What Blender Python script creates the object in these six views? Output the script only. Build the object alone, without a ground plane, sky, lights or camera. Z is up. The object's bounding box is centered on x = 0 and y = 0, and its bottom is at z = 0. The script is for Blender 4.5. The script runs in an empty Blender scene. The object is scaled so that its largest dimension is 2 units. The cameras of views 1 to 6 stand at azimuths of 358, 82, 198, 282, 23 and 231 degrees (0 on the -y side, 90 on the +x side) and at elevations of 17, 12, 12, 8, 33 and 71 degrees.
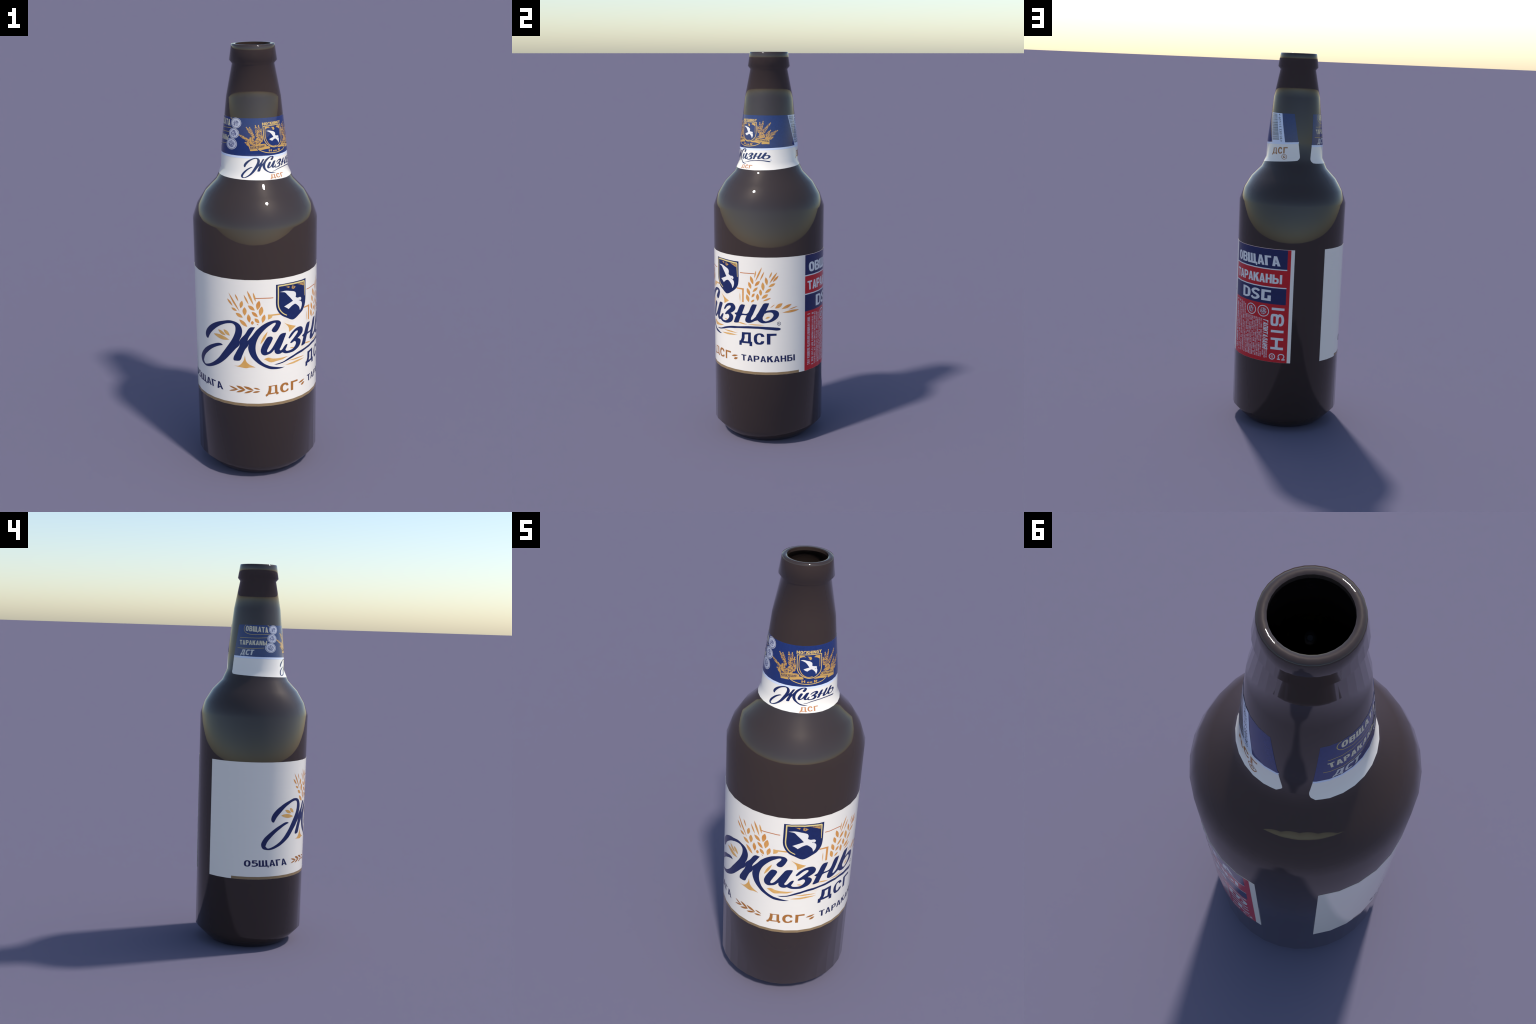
"""A brown glass beer bottle with a paper body label and a paper neck label.

The bottle is a lathe of 32 facets.  Both labels are laid out flat, in label
coordinates (azimuth in degrees, height in metres), and wrapped on the facets;
azimuth 0 faces -y and 90 faces +x.  Every printed piece is a thin mesh of its
own just proud of the paper.
"""
import bpy, bmesh, math, random
from mathutils import Vector

random.seed(7)
FACETS = 32
STEP = 360.0 / FACETS
COLLECTION = bpy.context.scene.collection

# ------------------------------------------------------------------ materials
def material(name, colour, roughness=0.0, grain=None, blend=None):
    """Glossy surface.  grain = (scale xyz, strength) lightens and darkens the
    colour along fine fibres; blend = (second colour, noise scale, low, high)."""
    m = bpy.data.materials.new(name)
    m.use_nodes = True
    t = m.node_tree
    b = t.nodes["Principled BSDF"]
    b.inputs["Base Color"].default_value = (*colour, 1)
    b.inputs["Roughness"].default_value = roughness
    b.inputs["IOR"].default_value = 1.5
    source = None
    coords = t.nodes.new("ShaderNodeTexCoord")
    if blend:
        second, scale, low, high = blend
        n = t.nodes.new("ShaderNodeTexNoise")
        n.inputs["Scale"].default_value = scale
        n.inputs["Detail"].default_value = 3
        t.links.new(coords.outputs["Object"], n.inputs["Vector"])
        r = t.nodes.new("ShaderNodeValToRGB")
        r.color_ramp.elements[0].position, r.color_ramp.elements[1].position = low, high
        r.color_ramp.elements[0].color = (*colour, 1)
        r.color_ramp.elements[1].color = (*second, 1)
        t.links.new(n.outputs["Fac"], r.inputs["Fac"])
        source = r.outputs["Color"]
    if grain:
        scale, strength = grain
        mp = t.nodes.new("ShaderNodeMapping")
        mp.inputs["Scale"].default_value = scale
        n = t.nodes.new("ShaderNodeTexNoise")
        n.inputs["Scale"].default_value = 1.0
        n.inputs["Detail"].default_value = 4
        t.links.new(coords.outputs["Object"], mp.inputs["Vector"])
        t.links.new(mp.outputs["Vector"], n.inputs["Vector"])
        mr = t.nodes.new("ShaderNodeMapRange")
        mr.inputs["From Min"].default_value, mr.inputs["From Max"].default_value = 0.25, 0.75
        mr.inputs["To Min"].default_value, mr.inputs["To Max"].default_value = 1 - strength, 1 + strength
        t.links.new(n.outputs["Fac"], mr.inputs["Value"])
        mix = t.nodes.new("ShaderNodeVectorMath")
        mix.operation = "SCALE"
        if source:
            t.links.new(source, mix.inputs[0])
        else:
            mix.inputs[0].default_value = colour
        t.links.new(mr.outputs["Result"], mix.inputs["Scale"])
        source = mix.outputs["Vector"]
    if source:
        t.links.new(source, b.inputs["Base Color"])
    return m


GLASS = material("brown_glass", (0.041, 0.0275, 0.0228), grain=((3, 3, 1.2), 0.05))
BORE = material("dark_bore", (0.02, 0.014, 0.012))  # inside of the bottle, a darker brown than the outer surface
PAPER = material("white_paper", (0.93, 0.855, 0.75), grain=((14, 14, 160), 0.006))
PAPER_COOL = material("cool_white_paper", (0.74, 0.80, 0.95))
NAVY = material("navy_ink", (0.009, 0.020, 0.098), grain=((90, 90, 90), 0.10))
BLUE = material("blue_paper", (0.013, 0.033, 0.148), grain=((120, 120, 120), 0.12))
NIGHT = material("dark_blue_ink", (0.012, 0.018, 0.085))
RED = material("red_ink", (0.60, 0.010, 0.017), grain=((60, 60, 60), 0.06))
WHITE_INK = material("white_ink", (0.80, 0.79, 0.77))
ORANGE = material("orange_ink", (0.70, 0.28, 0.062), blend=((0.76, 0.37, 0.10), 24, 0.35, 0.65))
RUST = material("rust_ink", (0.60, 0.20, 0.06))
BROWN = material("brown_ink", (0.43, 0.165, 0.035))
SAND = material("sand_ink", (0.56, 0.225, 0.075))
STRIP = material("gold_strip", (0.30, 0.20, 0.10))
AMBER = material("amber_wash", (0.74, 0.38, 0.095), blend=((0.80, 0.47, 0.16), 30, 0.4, 0.75))
CREAM = material("cream_wash", (0.92, 0.80, 0.65), blend=((0.93, 0.85, 0.755), 22, 0.30, 0.55))
PALE_GOLD = material("pale_gold_ink", (0.80, 0.62, 0.24))
GOLD = material("gold_ink", (0.66, 0.38, 0.10))
GOLD_ENGRAVED = material("engraved_gold_ink", (0.60, 0.32, 0.085), blend=((0.06, 0.06, 0.12), 170, 0.52, 0.60))
CREST_GOLD = material("crest_gold_ink", (0.76, 0.50, 0.15))
CREAM_INK = material("cream_ink", (0.68, 0.60, 0.42))
GREY_INK = material("pale_grey_ink", (0.64, 0.62, 0.58))
OLD_GOLD = material("old_gold_ink", (0.50, 0.37, 0.11))
SILVER = material("silver_ink", (0.58, 0.58, 0.66))
SILVER_ENGRAVED = material("engraved_silver_ink", (0.55, 0.55, 0.63), blend=((0.13, 0.14, 0.26), 170, 0.44, 0.54))
BIRD_WHITE = material("bird_white_ink", (0.86, 0.81, 0.76))
BARCODE = material("barcode_grey_ink", (0.11, 0.125, 0.15))
PINK_PRINT = material("fine_print_ink", (0.72, 0.52, 0.54))

# --------------------------------------------------------- the glass profile
# (radius, height); vertex normals are the mean of the two sloping sides,
# except at the crisp outer rim of the mouth.
FOOT = [(0.0, 0.012), (0.150, 0.010), (0.190, 0.0), (0.2085, 0.0)]
BODY = [(0.2085, 0.0), (0.2375, 0.0250), (0.2872, 0.0785), (0.2872, 0.80), (0.2872, 1.224)]
SHOULDER = [(0.2872, 1.224), (0.2643, 1.289), (0.2254, 1.3498), (0.1747, 1.402)]
NECK = [(0.1747, 1.402), (0.1516, 1.4568), (0.1477, 1.545), (0.1228, 1.7720), (0.0946, 1.915)]
COLLAR = [(0.0946, 1.915), (0.1068, 1.9297), (0.0974, 1.9912)]
LIP = [(0.0974, 1.9912), (0.0957, 1.9994), (0.0865, 2.0), (0.0774, 1.9994)]
INNER_RIM = [(0.0774, 1.9994), (0.0772, 1.9880)]
TILTS = {"collar": [math.radians(a) for a in (-14, -22, 9)],     # a rounded bead between two crisp edges
         "lip": [math.radians(a) for a in (11, 50, 88, 122)]}
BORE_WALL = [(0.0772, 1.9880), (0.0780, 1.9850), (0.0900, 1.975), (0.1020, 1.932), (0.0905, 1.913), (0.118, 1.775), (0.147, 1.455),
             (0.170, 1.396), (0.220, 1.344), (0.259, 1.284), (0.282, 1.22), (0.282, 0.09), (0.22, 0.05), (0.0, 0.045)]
PARTS = [("base", FOOT), ("body", BODY), ("shoulder", SHOULDER), ("neck", NECK),
         ("collar", COLLAR), ("lip", LIP), ("inner_rim", INNER_RIM), ("bore", BORE_WALL)]


def side_tilt(p, q):
    """Outward tilt of a profile side, radians above the horizontal."""
    dr, dz = q[0] - p[0], q[1] - p[1]
    return math.atan2(-dr, dz)


def mean_angle(a, b):
    return math.atan2(math.sin(a) + math.sin(b), math.cos(a) + math.cos(b))


def profile_tilts(points, before=None, after=None):
    sides = [side_tilt(p, q) for p, q in zip(points, points[1:])]
    tilts = []
    for i in range(len(points)):
        a = sides[i - 1] if i else before
        b = sides[i] if i < len(sides) else after
        tilts.append(mean_angle(a if a is not None else b, b if b is not None else a))
    return tilts


def on_ring(radius, facet, part=0.0):
    """Point on the 32-sided ring: corner number `facet`, `part` along the side."""
    a, b = math.radians(facet * STEP), math.radians((facet + 1) * STEP)
    x = math.sin(a) * (1 - part) + math.sin(b) * part
    y = -math.cos(a) * (1 - part) - math.cos(b) * part
    return radius * x, radius * y


def finish(name, mesh, parent, mat, kind=None):
    mesh.materials.append(mat)
    o = bpy.data.objects.new(name, mesh)
    COLLECTION.objects.link(o)
    o.parent = parent
    if kind:
        o["kind"] = kind
    return o


def lathe(name, points, parent, mat, before=None, after=None, tilts=None):
    tilts = tilts or profile_tilts(points, before, after)
    verts, normals, faces, rows = [], [], [], []
    for (r, z), t in zip(points, tilts):
        if r < 1e-6:
            rows.append([len(verts)] * FACETS)
            verts.append((0, 0, z))
            normals.append((0, 0, math.copysign(1, math.sin(t))))
            continue
        rows.append(list(range(len(verts), len(verts) + FACETS)))
        for k in range(FACETS):
            x, y = on_ring(1, k)
            verts.append((r * x, r * y, z))
            normals.append((math.cos(t) * x, math.cos(t) * y, math.sin(t)))
    for low, high in zip(rows, rows[1:]):
        for k in range(FACETS):
            n = (k + 1) % FACETS
            f = []
            for v in (low[k], low[n], high[n], high[k]):
                if v not in f:
                    f.append(v)
            faces.append(f)
    me = bpy.data.meshes.new(name)
    me.from_pydata(verts, [], faces)
    me.polygons.foreach_set("use_smooth", [True] * len(faces))
    me.normals_split_custom_set_from_vertices(normals)
    return finish(name, me, parent, mat)


bottle = bpy.data.objects.new("beer_bottle", None)
COLLECTION.objects.link(bottle)
bottle["label"] = "brown glass beer bottle with white, blue and red paper labels"
bottle["category"] = "beer bottle"

for i, (name, points) in enumerate(PARTS):
    before = side_tilt(*PARTS[i - 1][1][-2:]) if i and name != "inner_rim" else None
    after = side_tilt(*PARTS[i + 1][1][:2]) if i + 1 < len(PARTS) and name != "inner_rim" else None
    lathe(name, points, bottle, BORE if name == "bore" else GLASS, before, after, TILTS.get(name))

# ----------------------------------------------------- wrapping the flat print
OUTLINE = BODY[1:] + SHOULDER[1:] + NECK[1:]
OUTLINE_TILTS = profile_tilts(OUTLINE)


def at_height(z, values):
    for (p, q, a, b) in zip(OUTLINE, OUTLINE[1:], values, values[1:]):
        if z <= q[1] or q is OUTLINE[-1]:
            f = (z - p[1]) / (q[1] - p[1])
            return a * (1 - f) + b * f


def wrap(azimuth, z, proud):
    s = azimuth / STEP
    k = math.floor(s)
    r = at_height(z, [p[0] for p in OUTLINE]) + proud
    x, y = on_ring(r, k, s - k)
    t = 0.0 if z < 1.1 else at_height(z, OUTLINE_TILTS)
    a = math.radians(azimuth)
    return (x, y, z), (math.cos(t) * math.sin(a), -math.cos(t) * math.cos(a), math.sin(t))


def wrapped(name, bm, parent, mat, proud, kind=None):
    """Cut a flat mesh (x = azimuth, y = height) along the facet edges and wrap it."""
    xs = [v.co.x for v in bm.verts]
    if not xs:
        bm.free()
        return None
    for k in range(math.ceil(min(xs) / STEP), math.floor(max(xs) / STEP) + 1):
        bmesh.ops.bisect_plane(bm, geom=bm.verts[:] + bm.edges[:] + bm.faces[:], dist=1e-6,
                               plane_co=(k * STEP, 0, 0), plane_no=(1, 0, 0))
    ys = [v.co.y for v in bm.verts]
    for z in [p[1] for p in OUTLINE]:
        if min(ys) < z < max(ys):
            bmesh.ops.bisect_plane(bm, geom=bm.verts[:] + bm.edges[:] + bm.faces[:], dist=1e-6,
                                   plane_co=(0, z, 0), plane_no=(0, 1, 0))
    bmesh.ops.recalc_face_normals(bm, faces=bm.faces[:])
    for f in bm.faces:
        if f.normal.z < 0:
            f.normal_flip()
    normals = []
    for v in bm.verts:
        co, no = wrap(v.co.x, v.co.y, proud + v.co.z)
        v.co = co
        normals.append(no)
    me = bpy.data.meshes.new(name)
    bm.to_mesh(me)
    bm.free()
    me.polygons.foreach_set("use_smooth", [True] * len(me.polygons))
    me.normals_split_custom_set_from_vertices(normals)
    return finish(name, me, parent, mat, kind)


def metric(z):
    """Metres per degree of azimuth at a height."""
    return math.radians(at_height(z, [p[0] for p in OUTLINE]))


def smooth_outline(points, corner=62, steps=5, closed=True, k=None):
    """Catmull-Rom through the points; turns sharper than `corner` stay corners."""
    n = len(points)
    k = k or metric(points[0][1])
    P = [Vector((x * k, y)) for x, y in points]
    sharp = []
    for i in range(n):
        a, b = P[i] - P[i - 1], P[(i + 1) % n] - P[i]
        sharp.append(a.length < 1e-9 or b.length < 1e-9 or math.degrees(a.angle(b)) > corner
                     or (not closed and i in (0, n - 1)))
    out = []
    for i in range(n if closed else n - 1):
        j = (i + 1) % n
        a, b = P[i], P[j]
        length = (b - a).length
        def tangent(m):
            u, v = P[m] - P[m - 1], P[(m + 1) % n] - P[m]
            return ((u / max(u.length, 1e-9)) + (v / max(v.length, 1e-9))) / 2 * length
        ta = (b - a) if sharp[i] else tangent(i)
        tb = (b - a) if sharp[j] else tangent(j)
        for s in range(steps):
            t = s / steps
            h = (2*t**3 - 3*t*t + 1) * a + (t**3 - 2*t*t + t) * ta + (3*t*t - 2*t**3) * b + (t**3 - t*t) * tb
            out.append((h.x / k, h.y))
    if not closed:
        out.append((P[-1].x / k, P[-1].y))
    return out


def filled(outlines):
    """Flat bmesh that fills closed outlines (inner ones become holes)."""
    c = bpy.data.curves.new("outline", "CURVE")
    c.dimensions, c.fill_mode = "2D", "BOTH"
    for pts in outlines:
        s = c.splines.new("POLY")
        s.points.add(len(pts) - 1)
        k = 0.005                       # degrees to about metres, for a sound fill
        for p, (x, y) in zip(s.points, pts):
            p.co = (x * k * 40, y * 40, 0, 1)
        s.use_cyclic_u = True
    o = bpy.data.objects.new("outline", c)
    COLLECTION.objects.link(o)
    me = o.to_mesh()
    bm = bmesh.new()
    bm.from_mesh(me)
    for v in bm.verts:
        v.co = (v.co.x / (0.005 * 40), v.co.y / 40, 0)
    o.to_mesh_clear()
    bpy.data.objects.remove(o)
    bpy.data.curves.remove(c)
    return bm


LAYER = 0.00016
PAPER_PROUD = 0.0007
count = [0]


def proud(layer):
    """Height of a print layer; each piece gets its own hair's breadth."""
    count[0] = (count[0] + 1) % 40
    return PAPER_PROUD + layer * LAYER + count[0] * 0.000002


def ink(name, outlines, parent, mat, layer=1, corner=62, smooth=True, steps=5):
    if isinstance(outlines[0][0], (int, float)):
        outlines = [outlines]
    if smooth:
        outlines = [smooth_outline(o, corner, steps) for o in outlines]
    return wrapped(name, filled(outlines), parent, mat, proud(layer))


def grain_outline(x0, y0, x1, y1, width):
    """Pointed seed from end to end, `width` in millimetres."""
    k = metric((y0 + y1) / 2)
    a, b = Vector((x0 * k, y0)), Vector((x1 * k, y1))
    d = b - a
    side = Vector((-d.y, d.x)).normalized() * width / 2000
    right = [(0.0, 0.0), (0.2, 0.70), (0.45, 1.07), (0.7, 0.86), (1.0, 0.0)]
    pts = [a + d * t + side * w for t, w in right] + [a + d * t - side * w for t, w in right[-2:0:-1]]
    return [(p.x / k, p.y) for p in pts]


def grains(name, rows, parent, mat, layer=1):
    for r in rows:
        ink(name, grain_outline(*r), parent, mat, layer, corner=75, steps=3)


def ribbon(points, widths, closed=False):
    """Outlines of a line of given width (metres) along points; a closed line gives a ring."""
    k = metric(points[0][1])
    P = [Vector((x * k, y)) for x, y in points]
    n = len(P)
    left, right = [], []
    for i, p in enumerate(P):
        a = P[i - 1] if i or closed else p
        b = P[(i + 1) % n] if i < n - 1 or closed else p
        u, v = (p - a), (b - p)
        u = u.normalized() if u.length > 1e-9 else v.normalized()
        v = v.normalized() if v.length > 1e-9 else u
        m = (u + v).normalized()
        side = Vector((-m.y, m.x)) / max(0.5, m.dot(u))
        w = widths if isinstance(widths, (int, float)) else widths[0] + (widths[1] - widths[0]) * i / (n - 1)
        left.append(p + side * w / 2)
        right.append(p - side * w / 2)
    flat = lambda pts: [(q.x / k, q.y) for q in pts]
    return [flat(left), flat(right)] if closed else [flat(left + right[::-1])]


def line(name, points, width, parent, mat, layer=1, closed=False):
    return ink(name, ribbon(points, width, closed), parent, mat, layer, smooth=False)


def ellipse(cx, cy, rx, ry, n=40):
    return [(cx + rx * math.cos(i * math.tau / n), cy + ry * math.sin(i * math.tau / n)) for i in range(n)]


def box(x0, y0, x1, y1):
    return [(x0, y0), (x1, y0), (x1, y1), (x0, y1)]


def words(name, text, corners, parent, mat, layer=2, bold=0.02, slant=0.0, down=False, spacing=1.0):
    """Built-in lettering stretched to a quad: (bottom left, bottom right, top right, top left).
    With down=True the line reads downwards, letters lying on their right side."""
    c = bpy.data.curves.new("words", "FONT")
    c.body, c.offset, c.shear, c.resolution_u, c.space_character = text, bold, slant, 3, spacing
    o = bpy.data.objects.new("words", c)
    COLLECTION.objects.link(o)
    me = o.to_mesh()
    xs = [v.co.x for v in me.vertices]
    x0, x1 = min(xs), max(xs)
    cap = 0.729 + bold
    bm = bmesh.new()
    bm.from_mesh(me)
    bl, br, tr, tl = [Vector(p) for p in corners]
    for v in bm.verts:
        u, w = (v.co.x - x0) / (x1 - x0), (v.co.y + bold) / (cap + bold)
        if down:
            u, w = w, 1 - u
        p = (bl * (1 - u) + br * u) * (1 - w) + (tl * (1 - u) + tr * u) * w
        v.co = (p.x, p.y, 0)
    o.to_mesh_clear()
    bpy.data.objects.remove(o)
    bpy.data.curves.remove(c)
    return wrapped(name, bm, parent, mat, proud(layer))


# ------------------------------------------------- a bold grotesque for the print
def bold_letters(t):
    """Capital letters one unit high, stems `t` wide.  Each letter is (width, shapes);
    a shape is a list of outlines, the first filled and the rest cut out of it."""
    h = t * 0.85                                     # thickness of the level strokes
    w = 0.62
    r = lambda x0, y0, x1, y1: [box(x0, y0, x1, y1)]

    def oval(width, high=1.0):
        def edge(rx, ry):
            return [(width / 2 + rx * math.copysign(abs(math.cos(a)) ** 0.8, math.cos(a)),
                     high / 2 + ry * math.copysign(abs(math.sin(a)) ** 0.8, math.sin(a))) for a in [i * math.tau / 28 for i in range(28)]]
        return [edge(width / 2, high / 2), edge(width / 2 - t, high / 2 - h)]

    def stroke(points, smooth=True, thick=None):
        P = smooth_plain(points) if smooth else points
        return [ribbon_plain(P, thick or t * 0.93)]

    bowl_top = [[(0, 0), (t, 0), (t, .37), (w * .68, .37), (w * .93, .44), (w, .56), (w, .81), (w * .93, .93), (w * .68, 1), (0, 1)],
                [(t, .37 + h), (w * .62, .37 + h), (w - t, .58), (w - t, .79), (w * .62, 1 - h), (t, 1 - h)]]
    flip = lambda shape: [[(x, 1 - y) for x, y in o] for o in shape]
    mirror = lambda shape: [[(w - x, y) for x, y in o] for o in shape]
    squeeze = lambda shape, k: [[(x * k, y) for x, y in o] for o in shape]
    legs = [[[(0, 0), (t * 1.02, 0), (w * .5 + t * .1, .98), (w * .5 + t * .1, 1), (w * .5 - t * .52, 1)]],
            [[(w, 0), (w - t * 1.02, 0), (w * .5 - t * .1, .98), (w * .5 - t * .1, 1), (w * .5 + t * .52, 1)]],
            [[(w * .24, .2), (w * .76, .2), (w * .70, .2 + h * .85), (w * .30, .2 + h * .85)]]]
    arms = [r(0, 0, t, 1), [[(t, .36), (t, .66), (w - t * 1.12, 1), (w + .03, 1)]], [[(t + .07, .52), (w - t * 1.12, 0), (w + .05, 0), (t + .22, .68)]]]
    stems = [r(0, 0, t, 1), r(w - t, 0, w, 1)]
    arch = [(.86 * w, .80), (.76 * w, .9), (.5 * w, 1 - h / 2), (t * .75, .84), (t / 2, .5), (t * .75, .16), (.5 * w, h / 2), (.76 * w, .1), (.86 * w, .22)]
    ess = [(w * .9, .80), (w * .72, .91), (w * .42, 1 - h / 2), (t * .6, .76), (w * .34, .57), (w * .68, .44), (w - t * .58, .25), (w * .58, h / 2), (w * .26, .09), (w * .06, .22)]
    soft = squeeze(flip(bowl_top), 0.95)
    L = {
        "А": (w, legs), "Г": (w * .82, [[[(0, 0), (t, 0), (t, 1 - h), (w * .84, 1 - h), (w * .84, 1), (0, 1)]]]),
        "О": (w, [oval(w)]), "o": (w * .8, [oval(w * .8, .72)]), "Р": (w, [bowl_top]), "С": (w * .94, [stroke(arch)]),
        "В": (w, [[[(0, 0), (w * .66, 0), (w * .94, .07), (w, .18), (w, .40), (w * .88, .52), (w * .97, .64), (w * .97, .83), (w * .9, .93), (w * .64, 1), (0, 1)],
                   [(t, h), (w * .6, h), (w - t, .21), (w - t, .36), (w * .6, .44), (t, .44)], [(t, .44 + h * .9), (w * .6, .44 + h * .9), (w - t, .66), (w - t, .78), (w * .6, 1 - h), (t, 1 - h)]]]),
        "Е": (w * .85, [[[(0, 0), (w * .85, 0), (w * .85, h), (t, h), (t, .5 - h / 2), (w * .78, .5 - h / 2), (w * .78, .5 + h / 2), (t, .5 + h / 2), (t, 1 - h), (w * .85, 1 - h), (w * .85, 1), (0, 1)]]]),
        "Б": (w, [[[(0, 0), (w * .68, 0), (w * .94, .07), (w, .19), (w, .43), (w * .94, .55), (w * .68, .62), (t, .62), (t, 1 - h), (w * .9, 1 - h), (w * .9, 1), (0, 1)],
                   [(t, h), (w * .6, h), (w - t, .21), (w - t, .41), (w * .6, .62 - h), (t, .62 - h)]]]),
        "Т": (w * .96, [[[(w * .48 - t / 2, 0), (w * .48 + t / 2, 0), (w * .48 + t / 2, 1 - h), (w * .96, 1 - h), (w * .96, 1), (0, 1), (0, 1 - h), (w * .48 - t / 2, 1 - h)]]]),
        "Н": (w, stems + [r(t, .5 - h / 2, w - t, .5 + h / 2)]), "П": (w, stems + [r(t, 1 - h, w - t, 1)]),
        "И": (w, stems + [[[(t, 0.02), (t, .34), (w - t, .98), (w - t, .66)]]]), "N": (w, stems + [[[(t, .98), (t, .66), (w - t, .02), (w - t, .34)]]]),
        "Л": (w, [r(w - t, 0, w, 1), r(w * .3, 1 - h, w - t, 1), [[(0, 0), (t * .8, 0), (w * .2 + t, 1 - h), (w * .24, 1 - h)]]]),
        "Щ": (.94, [r(0, 0, .84, h)] + [r(x, h, x + t, 1) for x in (0, .42 - t / 2, .84 - t)] + [r(.84, -.14, .95, h)]),
        "Ц": (w * 1.12, [r(0, 0, w, h), r(0, h, t, 1), r(w - t, h, w, 1), r(w, -.14, w + .1, h)]),
        "К": (w, arms), "Ь": (w * .95, [soft]), "Ы": (.90, [soft, r(.90 - t, 0, .90, 1)]),
        "Д": (.72, [[[(0, -.16), (.13, -.16), (.13, 0), (.60, 0), (.60, -.16), (.73, -.16), (.73, h), (.66, h), (.66, 1), (.15, 1), (.14, .6), (.09, .3), (.05, h), (0, h)],
                     [(.24, h), (.66 - t, h), (.66 - t, 1 - h), (.15 + t * .8, 1 - h), (.29, .5)]]]),
        "У": (w, [stroke([(t * .5, 1), (w * .52, .42)], False), stroke([(w - t * .5, 1), (w * .50, .25), (w * .30, .06), (w * .05, .07)])]),
        "Я": (w, [mirror(bowl_top), [[(0, 0), (t, 0), (w * .62, .37), (w * .35, .37)]]]),
        "5": (w * .95, [stroke([(w * .84, 1 - h / 2), (t * .75, 1 - h / 2), (t * .62, .55)], False), stroke([(t * .5, .52), (w * .45, .61), (w - t * .62, .50), (w - t * .6, .22), (w * .46, h / 2), (w * .04, .12)])]),
        "D": (w, [[[(0, 0), (w * .55, 0), (w * .9, .13), (w, .34), (w, .66), (w * .9, .87), (w * .55, 1), (0, 1)], [(t, h), (w * .5, h), (w - t * 1.05, .22), (w - t, .38), (w - t, .62), (w - t * 1.05, .78), (w * .5, 1 - h), (t, 1 - h)]]]),
        "S": (w, [stroke(ess)]), "I": (t, [r(0, 0, t, 1)]),
        "M": (w * 1.25, [r(0, 0, t, 1), r(w * 1.25 - t, 0, w * 1.25, 1), [[(t, 1), (t, .7), (w * .625, .1), (w * .625, .4)]], [[(w * 1.25 - t, 1), (w * 1.25 - t, .7), (w * .625, .1), (w * .625, .4)]]]),
        "G": (w, [stroke(arch[:-1] + [(w - t * .5, .14)]), r(w * .52, .40, w, .40 + h), r(w - t, .06, w, .40)]),
        "Y": (w, [[[(0, 1), (t * 1.1, 1), (w / 2 + t * .3, .45), (w / 2 - t * .5, .40)]], [[(w, 1), (w - t * 1.1, 1), (w / 2 - t * .3, .45), (w / 2 + t * .5, .40)]], r(w / 2 - t / 2, 0, w / 2 + t / 2, .45)]),
        "R": (w, [bowl_top, [[(w, 0), (w - t * 1.1, 0), (w * .4, .37), (w * .68, .37)]]]), " ": (w * .5, []),
    }
    for latin, cyrillic in zip("ACHKOTP", "АСНКОТР"):
        L[latin] = L[cyrillic]
    return L


def smooth_plain(points, steps=4):
    P = [Vector(p) for p in points]
    P = [P[0] * 2 - P[1]] + P + [P[-1] * 2 - P[-2]]
    out = []
    for a, b, c, d in zip(P, P[1:], P[2:], P[3:]):
        for s in range(steps):
            t = s / steps
            out.append(tuple(0.5 * (2 * b + (c - a) * t + (2 * a - 5 * b + 4 * c - d) * t * t + (3 * b - a - 3 * c + d) * t ** 3)))
    return out + [tuple(P[-2])]


def ribbon_plain(points, width):
    P = [Vector(p) for p in points]
    left, right = [], []
    for i, p in enumerate(P):
        u = (p - P[i - 1]).normalized() if i else (P[1] - p).normalized()
        v = (P[i + 1] - p).normalized() if i < len(P) - 1 else u
        m = (u + v).normalized()
        side = Vector((-m.y, m.x)) * width / 2 / max(0.5, m.dot(u))
        left.append(tuple(p + side))
        right.append(tuple(p - side))
    return left + right[::-1]


def printed(name, text, corners, parent, mat, layer=2, stem=0.2, gap=0.10, slant=0.0, down=False):
    """A word in the bold grotesque stretched to a quad, as for words()."""
    letters = bold_letters(stem)
    width = sum(letters[c][0] for c in text) + gap * (len(text) - 1)
    bl, br, tr, tl = [Vector(p) for p in corners]
    bm, x, lift = bmesh.new(), 0.0, 0
    for c in text:
        for shape in letters[c][1]:
            piece = filled([smooth_outline(o, 55, 3, k=1.0) for o in shape])
            lift += 1
            m = {}
            for v in piece.verts:
                u, w = (x + v.co.x + slant * v.co.y) / width, v.co.y
                if down:
                    u, w = w, 1 - u
                p = (bl * (1 - u) + br * u) * (1 - w) + (tl * (1 - u) + tr * u) * w
                m[v] = bm.verts.new((p.x, p.y, (lift % 4) * 0.000012))
            for f in piece.faces:
                bm.faces.new([m[v] for v in f.verts])
            piece.free()
        x += letters[c][0] + gap
    return wrapped(name, bm, parent, mat, proud(layer))


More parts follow.
